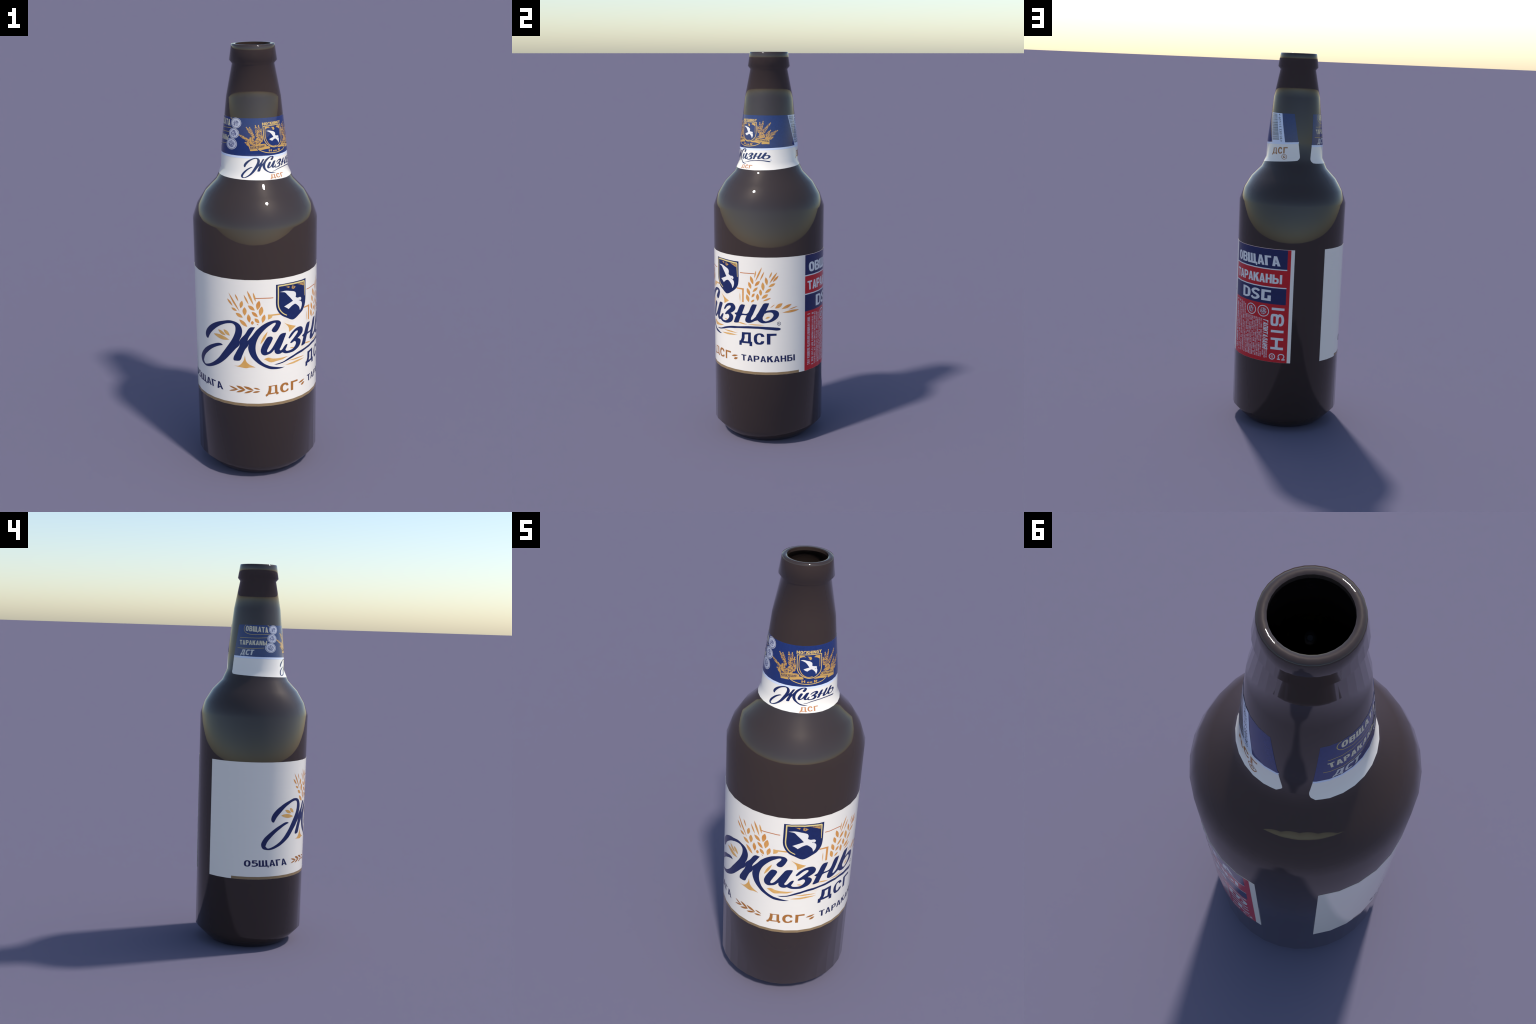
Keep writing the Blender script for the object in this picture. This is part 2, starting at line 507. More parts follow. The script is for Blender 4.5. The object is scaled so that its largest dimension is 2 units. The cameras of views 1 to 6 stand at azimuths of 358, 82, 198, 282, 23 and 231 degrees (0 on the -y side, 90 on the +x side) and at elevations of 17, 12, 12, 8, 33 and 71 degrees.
def paper(name, parent, mat, left, right, bottom, top, corner=0.0, thickness=PAPER_PROUD):
    """Sheet of paper round the glass.  left/right/bottom/top are functions or numbers:
    edges in azimuth by height, and in height by azimuth.  The cut edge is given depth."""
    f = lambda e, v: e(v) if callable(e) else e
    pts = []
    n = 24
    zb, zt = f(bottom, f(left, 0)) if not callable(left) else None, None
    lo = lambda a: f(bottom, a)
    hi = lambda a: f(top, a)
    a0, a1 = f(left, lo(0)), f(right, lo(0))
    ring = [(a0 + (a1 - a0) * i / 60, lo(a0 + (a1 - a0) * i / 60)) for i in range(61)]
    zz = (ring[-1][1], hi(a1))
    ring += [(f(right, z), z) for z in [zz[0] + (zz[1] - zz[0]) * i / 12 for i in range(1, 12)]]
    b0, b1 = f(left, hi(0)), f(right, hi(0))
    ring += [(b1 + (b0 - b1) * i / 60, hi(b1 + (b0 - b1) * i / 60)) for i in range(61)]
    zz = (hi(a0), ring[0][1])
    ring += [(f(left, z), z) for z in [zz[0] + (zz[1] - zz[0]) * i / 12 for i in range(1, 12)]]
    if corner:
        k = metric(lo(0))
        def rounded(pt):
            x, z = pt
            return pt
        cr, out = corner, []
        for x, z in ring:
            d0, d1, dz = (x - f(left, z)) * k, (f(right, z) - x) * k, z - lo(x)
            for d, sgn in ((d0, 1), (d1, -1)):
                if d < cr and dz < cr:
                    u, w = cr - d, cr - dz
                    m = math.hypot(u, w)
                    if m > cr:
                        x += sgn * (u - u * cr / m) / k
                        z += w - w * cr / m
            out.append((x, z))
        ring = out
    bm = filled([ring])
    skirt = bmesh.ops.extrude_edge_only(bm, edges=[e for e in bm.edges if e.is_boundary])
    for v in skirt["geom"]:
        if isinstance(v, bmesh.types.BMVert):
            v.co.z = -thickness
    return wrapped(name, bm, parent, mat, thickness)


# ------------------------------------------------------------- the body label
# A wide sheet: white front, then the striped information panel.
LEFT, PANEL, MARGIN, RIGHT = -123.75, 121.9, 198.4, 202.1
LOW, HIGH = 0.3872, 0.9985
body_label = paper("body_label", bottle, PAPER, LEFT, RIGHT, LOW, HIGH)

ink("gold_stripe", box(-96.3, LOW + 0.0002, 114.7, 0.4010), body_label, STRIP, smooth=False)

wash = [
    ("cream", [(-4, 0.782), (6, 0.80), (14, 0.812), (24, 0.806), (30, 0.79), (38, 0.79), (46, 0.80), (56, 0.77), (66, 0.768), (74, 0.775),
               (84, 0.77), (94, 0.752), (97, 0.725), (95, 0.69), (90, 0.662), (80, 0.65), (62, 0.646), (47, 0.60), (32, 0.578),
               (24, 0.580), (10, 0.595), (0, 0.63), (-2, 0.68)]),
    ("cream", [(-25, 0.578), (-14, 0.60), (-9, 0.66), (-7, 0.62), (-1, 0.578), (-12, 0.573)]),
    ("cream", [(9, 0.83), (20, 0.832), (30, 0.79), (14, 0.795)]),
    ("cream", [(44, 0.83), (53, 0.826), (51, 0.765), (40, 0.79), (36, 0.795)]),
]
for kind, pts in wash:
    ink("colour_wash", pts, body_label, CREAM, layer=0.5, corner=100)

PRINT = {
    'zh_sweep': [(-52.6, 0.685), (-54.7, 0.688), (-55.9, 0.702), (-54.9, 0.722), (-50.4, 0.749), (-44.0, 0.772), (-37.1, 0.788), (-31.4, 0.797), (-26.8, 0.802), (-21.1, 0.799), (-17.0, 0.787), (-14.7, 0.762), (-15.3, 0.734), (-17.6, 0.705), (-17.4, 0.688), (-21.0, 0.668), (-26.3, 0.637), (-32.3, 0.604), (-39.1, 0.577), (-46.3, 0.557), (-53.1, 0.544), (-59.7, 0.542), (-64.2, 0.550), (-65.9, 0.573), (-63.6, 0.599), (-58.8, 0.624), (-52.2, 0.649), (-45.5, 0.668), (-38.5, 0.681), (-35.5, 0.681), (-33.8, 0.676), (-38.6, 0.667), (-45.6, 0.648), (-53.4, 0.617), (-59.2, 0.585), (-61.2, 0.562), (-59.0, 0.551), (-53.9, 0.556), (-46.2, 0.577), (-39.7, 0.605), (-34.2, 0.640), (-28.7, 0.679), (-24.6, 0.710), (-22.0, 0.737), (-20.9, 0.759), (-21.3, 0.779), (-23.3, 0.788), (-27.6, 0.787), (-32.1, 0.780), (-38.0, 0.764), (-44.2, 0.739), (-49.3, 0.712)],
    'zh_stem': [(-7.4, 0.775), (-2.8, 0.777), (-6.0, 0.750), (-9.8, 0.711), (-8.8, 0.694), (-12.3, 0.667), (-14.8, 0.638), (-16.9, 0.614), (-18.8, 0.610), (-22.8, 0.610), (-23.4, 0.616), (-20.5, 0.653), (-17.2, 0.688), (-17.6, 0.705), (-12.1, 0.742)],
    'zh_curl': [(13.2, 0.749), (11.9, 0.758), (12.9, 0.767), (15.9, 0.787), (15.8, 0.792), (14.4, 0.792), (10.2, 0.782), (5.0, 0.760), (0.3, 0.730), (-2.1, 0.700), (-2.7, 0.672), (-1.9, 0.647), (0.6, 0.622), (4.7, 0.600), (9.9, 0.586), (15.4, 0.578), (20.3, 0.573), (24.7, 0.571), (19.7, 0.566), (14.1, 0.567), (9.3, 0.572), (4.0, 0.585), (-1.7, 0.606), (-6.3, 0.631), (-8.8, 0.659), (-9.4, 0.680), (-8.8, 0.694), (-9.9, 0.710), (-5.5, 0.736), (-1.4, 0.764), (3.9, 0.786), (10.2, 0.801), (15.7, 0.804), (19.3, 0.800), (21.0, 0.789), (20.5, 0.779), (17.4, 0.752), (15.9, 0.747)],
    'i_letter': [(7.9, 0.725), (8.8, 0.728), (11.9, 0.728), (13.1, 0.720), (12.3, 0.708), (9.2, 0.678), (7.7, 0.658), (8.1, 0.654), (9.2, 0.656), (11.9, 0.669), (15.2, 0.694), (18.0, 0.717), (20.1, 0.732), (22.3, 0.737), (25.9, 0.736), (26.0, 0.731), (24.1, 0.709), (20.5, 0.669), (19.6, 0.660), (20.1, 0.655), (21.4, 0.657), (24.5, 0.674), (26.5, 0.680), (27.7, 0.679), (27.3, 0.673), (25.5, 0.656), (22.3, 0.645), (19.8, 0.639), (16.8, 0.640), (14.9, 0.649), (14.5, 0.663), (12.1, 0.651), (9.0, 0.643), (5.3, 0.639), (2.9, 0.646), (1.9, 0.661), (2.4, 0.675), (4.8, 0.701)],
    'z_letter': [(29.3, 0.703), (28.6, 0.709), (31.4, 0.728), (35.3, 0.742), (39.9, 0.748), (43.6, 0.746), (45.6, 0.736), (46.0, 0.726), (45.1, 0.715), (42.6, 0.704), (39.2, 0.694), (41.2, 0.690), (42.9, 0.681), (42.8, 0.668), (40.9, 0.652), (37.6, 0.642), (33.5, 0.636), (29.0, 0.634), (25.2, 0.636), (22.1, 0.644), (25.3, 0.656), (26.3, 0.648), (28.9, 0.646), (32.4, 0.649), (35.6, 0.660), (37.0, 0.672), (36.6, 0.681), (35.0, 0.685), (31.5, 0.679), (30.4, 0.681), (30.9, 0.686), (34.3, 0.702), (37.7, 0.716), (39.4, 0.726), (39.1, 0.732), (37.5, 0.732), (34.5, 0.725), (30.7, 0.707)],
    'n_letter': [(51.6, 0.744), (53.2, 0.750), (57.4, 0.750), (57.1, 0.744), (54.4, 0.710), (53.8, 0.703), (59.8, 0.706), (64.6, 0.751), (65.7, 0.756), (70.0, 0.756), (69.7, 0.750), (66.2, 0.707), (63.7, 0.679), (64.1, 0.674), (65.3, 0.677), (68.9, 0.693), (70.4, 0.674), (67.8, 0.670), (64.5, 0.661), (61.2, 0.657), (59.0, 0.659), (57.7, 0.665), (57.6, 0.676), (59.1, 0.696), (53.1, 0.692), (51.5, 0.677), (49.6, 0.652), (44.2, 0.650), (43.7, 0.652), (46.9, 0.690), (45.1, 0.696), (44.9, 0.700), (47.6, 0.705), (48.8, 0.716)],
    'soft_stem': [(77.2, 0.763), (82.4, 0.765), (82.2, 0.760), (79.1, 0.724), (77.0, 0.702), (75.9, 0.688), (76.5, 0.676), (78.8, 0.671), (78.5, 0.661), (75.7, 0.660), (72.5, 0.666), (70.7, 0.674), (69.1, 0.681), (68.9, 0.693), (71.5, 0.716), (74.6, 0.744)],
    'soft_bowl': [(79.1, 0.724), (81.9, 0.728), (86.0, 0.730), (89.6, 0.727), (92.0, 0.717), (92.4, 0.703), (91.2, 0.690), (88.1, 0.676), (84.0, 0.666), (78.5, 0.661), (78.3, 0.670), (80.9, 0.673), (83.4, 0.679), (86.0, 0.692), (86.8, 0.702), (86.1, 0.711), (84.7, 0.716), (82.4, 0.717), (79.3, 0.714), (77.8, 0.708)],
    'underline': [(14.2, 0.591), (18.8, 0.594), (23.8, 0.600), (29.8, 0.612), (36.3, 0.622), (44.2, 0.630), (48.7, 0.632), (60.6, 0.640), (76.7, 0.642), (87.1, 0.639), (92.8, 0.635), (94.5, 0.630), (93.4, 0.624), (91.0, 0.622), (84.5, 0.625), (71.5, 0.630), (60.6, 0.628), (48.7, 0.622), (44.9, 0.619), (36.5, 0.612), (26.4, 0.597), (21.3, 0.591), (16.8, 0.588)],
    'de_blue': [(53.6, 0.605), (63.6, 0.608), (63.6, 0.560), (65.0, 0.559), (65.0, 0.536), (62.0, 0.536), (62.0, 0.549), (53.4, 0.548), (53.3, 0.536), (50.4, 0.535), (50.5, 0.558), (52.0, 0.560), (53.3, 0.574)],
    'de_blue_hole': [(56.8, 0.594), (60.6, 0.597), (60.3, 0.559), (55.7, 0.559), (56.8, 0.576)],
    'es_blue': [(77.6, 0.589), (74.3, 0.588), (73.8, 0.596), (72.5, 0.599), (70.8, 0.595), (70.0, 0.580), (70.4, 0.562), (72.2, 0.556), (73.8, 0.560), (74.4, 0.566), (77.5, 0.567), (77.0, 0.556), (75.1, 0.549), (72.5, 0.547), (69.3, 0.549), (67.3, 0.560), (66.7, 0.579), (67.5, 0.595), (69.9, 0.604), (73.0, 0.607), (75.9, 0.604), (77.3, 0.596)],
    'ge_blue': [(80.0, 0.606), (89.9, 0.606), (89.9, 0.595), (83.7, 0.594), (83.7, 0.549), (80.2, 0.549)],
    'de_brown': [(8.6, 0.487), (16.9, 0.488), (17.3, 0.452), (18.4, 0.450), (18.3, 0.442), (16.4, 0.439), (15.8, 0.446), (8.7, 0.444), (8.4, 0.440), (6.6, 0.434), (6.0, 0.439), (6.2, 0.445), (7.5, 0.449), (8.7, 0.466), (9.0, 0.483)],
    'de_brown_hole': [(11.4, 0.483), (14.7, 0.484), (14.9, 0.451), (10.8, 0.451), (11.4, 0.467)],
    'es_brown': [(28.7, 0.475), (26.6, 0.474), (25.8, 0.480), (24.5, 0.482), (23.0, 0.477), (22.5, 0.467), (23.0, 0.455), (24.8, 0.451), (26.4, 0.454), (27.1, 0.459), (28.9, 0.457), (28.2, 0.448), (25.4, 0.444), (22.3, 0.446), (20.4, 0.455), (19.8, 0.466), (20.4, 0.480), (22.4, 0.490), (25.5, 0.491), (27.8, 0.487)],
    'ge_brown': [(31.0, 0.490), (39.1, 0.490), (39.2, 0.481), (33.7, 0.482), (33.6, 0.445), (31.1, 0.444)],
    'reg_mark': [(92.4, 0.658), (94.4, 0.658), (92.4, 0.648)],
    'ear_left': [(-27.1, 0.934, -16.6, 0.848, 7.3), (-28.5, 0.905, -23.0, 0.873, 8.6), (-20.8, 0.931, -17.6, 0.896, 6.2), (-14.3, 0.901, -15.8, 0.865, 15.0), (-24.4, 0.865, -19.1, 0.851, 10.5), (-12.1, 0.872, -12.1, 0.831, 17.6), (-20.4, 0.841, -13.8, 0.821, 14.8), (-8.9, 0.839, -7.8, 0.798, 15.8), (-17.1, 0.811, -9.8, 0.778, 15.4), (-5.2, 0.807, -5.4, 0.788, 12.4), (-12.7, 0.930, -8.3, 0.884, 6.7), (-9.7, 0.950, -4.0, 0.881, 9.1), (-4.4, 0.941, -2.1, 0.898, 7.6), (-9.0, 0.880, -2.9, 0.856, 15.0), (1.0, 0.903, -0.7, 0.858, 18.2), (-5.8, 0.850, -0.3, 0.825, 14.0), (3.4, 0.875, 1.7, 0.829, 18.9), (-3.2, 0.819, 1.0, 0.796, 14.9), (5.8, 0.836, 3.7, 0.796, 16.1), (-1.4, 0.793, 0.3, 0.787, 4.0)],
    'rule_left': [(-2.5, 0.914, 13.8, 0.912, 4.5), (13.6, 0.898, 13.6, 0.890, 3.5)],
    'ear_right': [(69.2, 0.932, 67.5, 0.892, 5.9), (75.2, 0.950, 68.4, 0.875, 7.6), (77.5, 0.928, 73.0, 0.879, 6.3), (63.2, 0.902, 66.2, 0.859, 14.7), (73.0, 0.879, 67.8, 0.851, 13.8), (61.3, 0.871, 63.9, 0.835, 14.3), (70.9, 0.846, 65.6, 0.820, 11.7), (59.6, 0.839, 62.7, 0.800, 15.3), (67.7, 0.814, 64.5, 0.792, 11.3), (59.1, 0.806, 61.5, 0.766, 16.3), (67.5, 0.781, 63.6, 0.766, 9.4), (85.3, 0.926, 82.4, 0.893, 6.8), (90.5, 0.924, 82.7, 0.867, 8.6), (91.8, 0.906, 86.0, 0.874, 10.0), (78.9, 0.899, 80.3, 0.857, 13.9), (88.7, 0.867, 81.6, 0.848, 12.4), (75.9, 0.873, 76.4, 0.828, 15.5), (84.6, 0.841, 78.2, 0.817, 13.2), (73.5, 0.836, 74.1, 0.802, 14.2), (81.3, 0.811, 74.8, 0.788, 14.4), (70.6, 0.813, 70.9, 0.776, 14.6), (84.3, 0.792, 75.9, 0.775, 8.3)],
    'rule_right': [(51.7, 0.914, 67.6, 0.915, 4.6), (66.2, 0.914, 67.5, 0.894, 5.4)],
    'ear_side': [(96.1, 0.762, 88.3, 0.738, 17.6), (105.8, 0.755, 95.1, 0.733, 13.8), (112.6, 0.740, 102.3, 0.728, 4.9), (114.5, 0.722, 95.7, 0.714, 11.5), (88.1, 0.758, 83.4, 0.740, 3.7)],
    'leaf_in_loop': [(-44.4, 0.720, -27.0, 0.707, 18.8), (-39.2, 0.746, -30.7, 0.726, 14.2), (-32.8, 0.753, -26.5, 0.727, 15.7)],
    'sprig': [(-28.3, 0.480, -19.0, 0.467, 7.6), (-28.4, 0.455, -19.0, 0.469, 6.8), (-21.2, 0.486, -12.3, 0.468, 11.9), (-21.3, 0.453, -12.3, 0.469, 9.2), (-14.3, 0.486, -5.0, 0.469, 11.5), (-13.9, 0.452, -4.7, 0.468, 8.8), (-5.1, 0.480, 1.2, 0.472, 7.1), (-5.9, 0.457, 1.2, 0.463, 8.3)],
    'sprig_small': [(40.2, 0.468, 48.7, 0.478, 8.7), (43.3, 0.455, 48.6, 0.464, 11.0)],
    'gold_streak': [(1.6, 0.693, 8.4, 0.754, 10.2), (28.0, 0.597, 48.7, 0.597, 6.1), (24.9, 0.578, 48.5, 0.586, 8.3)],
    'gold_wedge': [(24.1, 0.787), (27.1, 0.777), (37.1, 0.757), (29.4, 0.736), (28.8, 0.759)],
    'gold_foot': [(-22.6, 0.584), (-18.3, 0.587), (-14.0, 0.611), (-12.4, 0.639), (-11.6, 0.615), (-9.9, 0.601), (-2.7, 0.581), (-7.0, 0.581), (-11.7, 0.577), (-17.7, 0.580)],
    'gold_leaf_low': [(4.7, 0.621), (8.8, 0.627), (13.6, 0.620), (28.4, 0.620), (22.2, 0.610), (16.7, 0.606), (11.1, 0.603)],
    'gold_frame_left': [(8.7, 0.835), (14.5, 0.834), (20.1, 0.834), (20.6, 0.827), (13.0, 0.827), (12.2, 0.819), (8.8, 0.810)],
    'gold_frame_right': [(47.6, 0.835), (56.2, 0.835), (55.9, 0.763), (54.1, 0.763), (54.2, 0.827), (47.6, 0.829)],
    'gold_frame_pale': [(47.6, 0.827), (53.0, 0.825), (52.7, 0.812), (45.1, 0.815)],
    'gold_frame_thin': [(51.4, 0.812, 51.6, 0.762, 3.8)],
    'shield': [(16.4, 0.971), (22.3, 0.971), (33.9, 0.971), (40.0, 0.970), (50.0, 0.970), (50.0, 0.918), (49.9, 0.870), (49.0, 0.847), (46.2, 0.826), (42.2, 0.811), (33.6, 0.792), (26.5, 0.808), (21.4, 0.824), (18.2, 0.844), (16.5, 0.867), (16.3, 0.918)],
    'shield_line': [(48.5, 0.889), (48.0, 0.960), (34.0, 0.963), (22.4, 0.964), (18.6, 0.963), (18.6, 0.917), (18.7, 0.868), (20.7, 0.845), (23.3, 0.831), (27.0, 0.819)],
    'bird': [(20.2, 0.935), (25.1, 0.937), (30.0, 0.932), (36.1, 0.921), (37.0, 0.911), (36.6, 0.896), (39.0, 0.890), (42.6, 0.889), (43.7, 0.883), (43.3, 0.877), (41.7, 0.872), (43.4, 0.868), (44.3, 0.859), (43.6, 0.838), (42.0, 0.827), (41.1, 0.843), (39.0, 0.855), (36.0, 0.865), (32.8, 0.861), (30.7, 0.854), (28.8, 0.847), (26.5, 0.856), (24.2, 0.863), (29.7, 0.874), (33.5, 0.882), (30.9, 0.898), (27.8, 0.915), (25.2, 0.929), (22.7, 0.933)],
    'shield_fleck': [(25.6, 0.956), (30.2, 0.954), (29.3, 0.946)],
    'shield_fleck_b': [(32.4, 0.957), (36.7, 0.946), (34.3, 0.938), (32.0, 0.943)],
    'shield_corner': [(38.4, 0.956), (47.5, 0.955), (47.2, 0.939), (42.8, 0.948)],
    'crest_line': [(15.0, 1.653), (33.9, 1.655), (44.8, 1.655), (55.5, 1.654), (55.6, 1.624), (55.2, 1.595), (53.4, 1.581), (48.2, 1.569), (42.2, 1.562), (35.1, 1.560), (28.1, 1.565), (22.3, 1.574), (17.9, 1.588), (16.2, 1.602), (15.6, 1.629)],
    'crest_inner': [(44.5, 1.649), (52.6, 1.648), (52.5, 1.626), (52.6, 1.604)],
    'crest_inner_left': [(26.9, 1.649), (19.1, 1.649), (18.6, 1.630), (19.1, 1.604), (21.3, 1.589), (24.8, 1.576), (29.9, 1.567), (35.0, 1.564), (40.8, 1.566)],
    'crest_bird': [(20.8, 1.633), (25.9, 1.634), (31.1, 1.631), (36.8, 1.627), (37.5, 1.624), (38.5, 1.625), (39.6, 1.620), (39.6, 1.610), (42.1, 1.608), (46.2, 1.607), (47.6, 1.604), (47.1, 1.599), (48.2, 1.592), (47.3, 1.581), (46.0, 1.575), (45.2, 1.582), (43.1, 1.589), (39.0, 1.596), (35.1, 1.593), (32.0, 1.588), (29.1, 1.591), (26.1, 1.596), (29.9, 1.600), (35.2, 1.604), (32.8, 1.613), (29.4, 1.623), (25.4, 1.629)],
    'crest_fleck': [(31.4, 1.648), (37.8, 1.646), (39.0, 1.638), (37.0, 1.633), (34.9, 1.637), (33.2, 1.638), (34.9, 1.641)],
    'crest_corner': [(42.2, 1.645), (45.6, 1.648), (52.6, 1.647), (52.4, 1.635), (47.2, 1.642)],
    'crest_corner_b': [(18.4, 1.648), (25.6, 1.649), (29.6, 1.644), (25.0, 1.646), (19.3, 1.641)],
    'hops_left': [(-18.8, 1.585), (-10.2, 1.592), (-9.5, 1.607), (-5.9, 1.609), (-3.3, 1.600), (-1.4, 1.589), (1.0, 1.599), (4.7, 1.607), (8.2, 1.609), (9.8, 1.603), (10.7, 1.586), (8.9, 1.578), (1.9, 1.575), (-5.0, 1.572), (-12.1, 1.568), (-14.9, 1.575)],
    'hops_left_b': [(9.6, 1.618), (13.4, 1.621), (14.1, 1.608), (14.3, 1.592), (12.0, 1.584), (10.2, 1.590), (12.2, 1.598), (10.0, 1.607)],
    'hops_right': [(62.3, 1.596), (63.5, 1.607), (66.4, 1.610), (71.3, 1.602), (74.9, 1.588), (74.4, 1.580), (69.4, 1.578), (63.2, 1.579), (58.3, 1.585), (61.5, 1.588)],
    'hops_right_b': [(76.5, 1.585), (79.8, 1.592), (86.9, 1.585), (91.9, 1.585), (88.2, 1.574), (83.3, 1.570), (73.4, 1.575)],
    'ribbon_left': [(-10.9, 1.567), (-2.1, 1.572), (8.3, 1.577), (15.9, 1.578), (18.5, 1.577), (20.6, 1.568), (16.3, 1.565), (7.5, 1.561), (-1.6, 1.558), (-9.2, 1.555)],
    'ribbon_left_low': [(-9.2, 1.554), (2.5, 1.558), (3.8, 1.558), (3.4, 1.554), (5.4, 1.550), (-2.6, 1.549), (-8.2, 1.548)],
    'ribbon_mid': [(5.7, 1.560), (13.9, 1.563), (21.2, 1.567), (25.0, 1.565), (26.6, 1.561), (26.8, 1.556), (19.1, 1.555), (11.1, 1.552), (7.8, 1.553)],
    'ribbon_mid_right': [(42.2, 1.558), (48.3, 1.563), (53.9, 1.565), (65.0, 1.558), (62.6, 1.553), (54.0, 1.556), (47.0, 1.556)],
    'ribbon_right': [(55.9, 1.580), (70.4, 1.574), (83.3, 1.569), (83.3, 1.548), (77.5, 1.549), (68.5, 1.548), (67.1, 1.555), (69.5, 1.557), (52.5, 1.567), (54.5, 1.573)],
}

for key in ("gold_wedge", "gold_foot", "gold_leaf_low", "gold_frame_left"):
    ink("gold_accent", PRINT[key], body_label, AMBER, layer=1.2)
ink("gold_accent", PRINT["gold_frame_pale"], body_label, CREAM, layer=1.2, smooth=False)
ink("gold_frame", PRINT["gold_frame_right"], body_label, ORANGE, layer=1.3, smooth=False)
grains("gold_accent", PRINT["gold_frame_thin"], body_label, AMBER, layer=1.2)
grains("gold_accent", PRINT["gold_streak"], body_label, AMBER, layer=1.2)
grains("gold_accent", [(48, 0.655, 60, 0.648, 6), (60, 0.650, 78, 0.650, 5), (78.5, 0.685, 83.5, 0.694, 8), (30, 0.657, 35, 0.655, 5)],
       body_label, AMBER, layer=1.2)
for key in ("ear_left", "ear_right", "ear_side"):
    grains("wheat_grain", PRINT[key], body_label, ORANGE, layer=1.5)
grains("wheat_grain", PRINT["leaf_in_loop"], body_label, AMBER, layer=1.5)
grains("wheat_grain", PRINT["sprig"] + PRINT["sprig_small"], body_label, BROWN, layer=1.5)
line("rule", [(-3.0, 0.914), (13.8, 0.912)], 0.0042, body_label, RUST)
line("rule", [(51.7, 0.914), (67.6, 0.915)], 0.0042, body_label, RUST)

for key in ("zh_sweep", "zh_stem", "zh_curl", "i_letter", "z_letter", "n_letter", "soft_stem", "soft_bowl"):
    ink("script_letter", PRINT[key], body_label, NAVY, layer=2, corner=58)
ink("underline", PRINT["underline"], body_label, NAVY, layer=2, corner=58)
ink("registered_mark", [ellipse(92.4, 0.6575, 2.0, 0.0100), ellipse(92.4, 0.6575, 1.55, 0.0077)], body_label, NIGHT, smooth=False)
words("registered_mark", "R", [(91.7, 0.653), (93.2, 0.653), (93.2, 0.662), (91.7, 0.662)], body_label, NIGHT)

for ink_name, tone in (("blue", NAVY), ("brown", BROWN)):
    ink("block_letter", [PRINT["de_" + ink_name], PRINT["de_" + ink_name + "_hole"]], body_label, tone, layer=2, smooth=False)
    ink("block_letter", PRINT["es_" + ink_name], body_label, tone, layer=2, corner=50)
    ink("block_letter", PRINT["ge_" + ink_name], body_label, tone, layer=2, smooth=False)

printed("printed_word", "О5ЩАГА", [(-83.2, 0.4555), (-34.5, 0.4535), (-36.2, 0.4885), (-82.9, 0.4890)], body_label, NIGHT, stem=0.19, gap=0.08)
printed("printed_word", "ТАРАКАНБI", [(53.0, 0.4550), (109.8, 0.4550), (109.6, 0.4880), (52.8, 0.4870)], body_label, NIGHT, stem=0.185, gap=0.10)

ink("shield", PRINT["shield"], body_label, NAVY, layer=1.6, corner=50)
left_half = PRINT["shield_line"][3:]
line("shield_line", smooth_outline(PRINT["shield_line"][1:3] + left_half, 62, 4, closed=False), (0.0072, 0.0040), body_label, PALE_GOLD, layer=2.2)
ink("shield_line", ribbon(PRINT["shield_line"][:2], (0.0022, 0.0058)), body_label, PALE_GOLD, layer=2.2, smooth=False)
ink("bird", PRINT["bird"], body_label, BIRD_WHITE, layer=2.4, corner=55)
ink("bird_eye", ellipse(41.2, 0.8755, 0.55, 0.0022, 12), body_label, NIGHT, layer=2.8, smooth=False)
for key in ("shield_fleck", "shield_fleck_b", "shield_corner"):
    ink("shield_fleck", PRINT[key], body_label, GOLD_ENGRAVED, layer=2.3)

# ---- information panel: blue and red bands, white lettering, fine print
ink("red_field", box(PANEL, LOW + 0.0003, MARGIN, HIGH - 0.0012), body_label, RED, layer=1, smooth=False)
for top, bottom in ((HIGH - 0.0018, 0.8930), (0.7925, 0.7035)):
    ink("blue_band", box(PANEL + 0.05, bottom, 194.9, top), body_label, NAVY, layer=1.5, smooth=False)
for z in (0.8905, 0.7935):
    ink("white_rule", box(PANEL, z - 0.0029, 194.9, z + 0.0029), body_label, WHITE_INK, layer=2, smooth=False)

printed("printed_word", "ОВЩАГА", [(127.6, 0.9065), (187.7, 0.9090), (186.4, 0.9615), (126.8, 0.9575)], body_label, WHITE_INK, stem=0.22, gap=0.05)
printed("printed_word", "ТАРАКАНЫ", [(125.8, 0.8135), (189.9, 0.8150), (190.0, 0.8640), (125.2, 0.8600)], body_label, WHITE_INK, stem=0.21, gap=0.05)
printed("block_letter", "D", [(139.7, 0.7180), (152.3, 0.7185), (152.2, 0.7760), (139.5, 0.7755)], body_label, WHITE_INK, stem=0.20)
printed("block_letter", "S", [(153.6, 0.7180), (165.7, 0.7185), (165.6, 0.7770), (153.5, 0.7765)], body_label, WHITE_INK, stem=0.20)
hook = [(0, 1), (1, 1), (1, .8), (.35, .8), (.33, .2), (.66, .2), (.66, .5), (1, .52), (1, 0), (0, 0)]
ink("block_letter", [(167.4 + 11.2 * u, 0.7188 + 0.0585 * v) for u, v in hook], body_label, WHITE_INK, layer=2, smooth=False)

# letters lying on their side down the right of the red field
for z0, z1 in ((0.6725, 0.6855), (0.5512, 0.5645)):
    ink("block_letter", box(180.2, z0, 193.8, z1), body_label, WHITE_INK, layer=2, smooth=False)
ink("block_letter", [(180.3, 0.5226), (193.9, 0.5228), (193.8, 0.5094), (188.25, 0.5098), (188.15, 0.4715), (193.9, 0.4718), (193.9, 0.4577),
                     (180.4, 0.4587), (180.34, 0.4712), (185.1, 0.4712), (185.1, 0.5104), (180.4, 0.5104)], body_label, WHITE_INK, layer=2, smooth=False)
def rounded_box(cx, cz, rx, rz, power=0.5, n=32):
    f = lambda c: math.copysign(abs(c) ** power, c)
    return [(cx + rx * f(math.cos(i * math.tau / n)), cz + rz * f(math.sin(i * math.tau / n))) for i in range(n)]


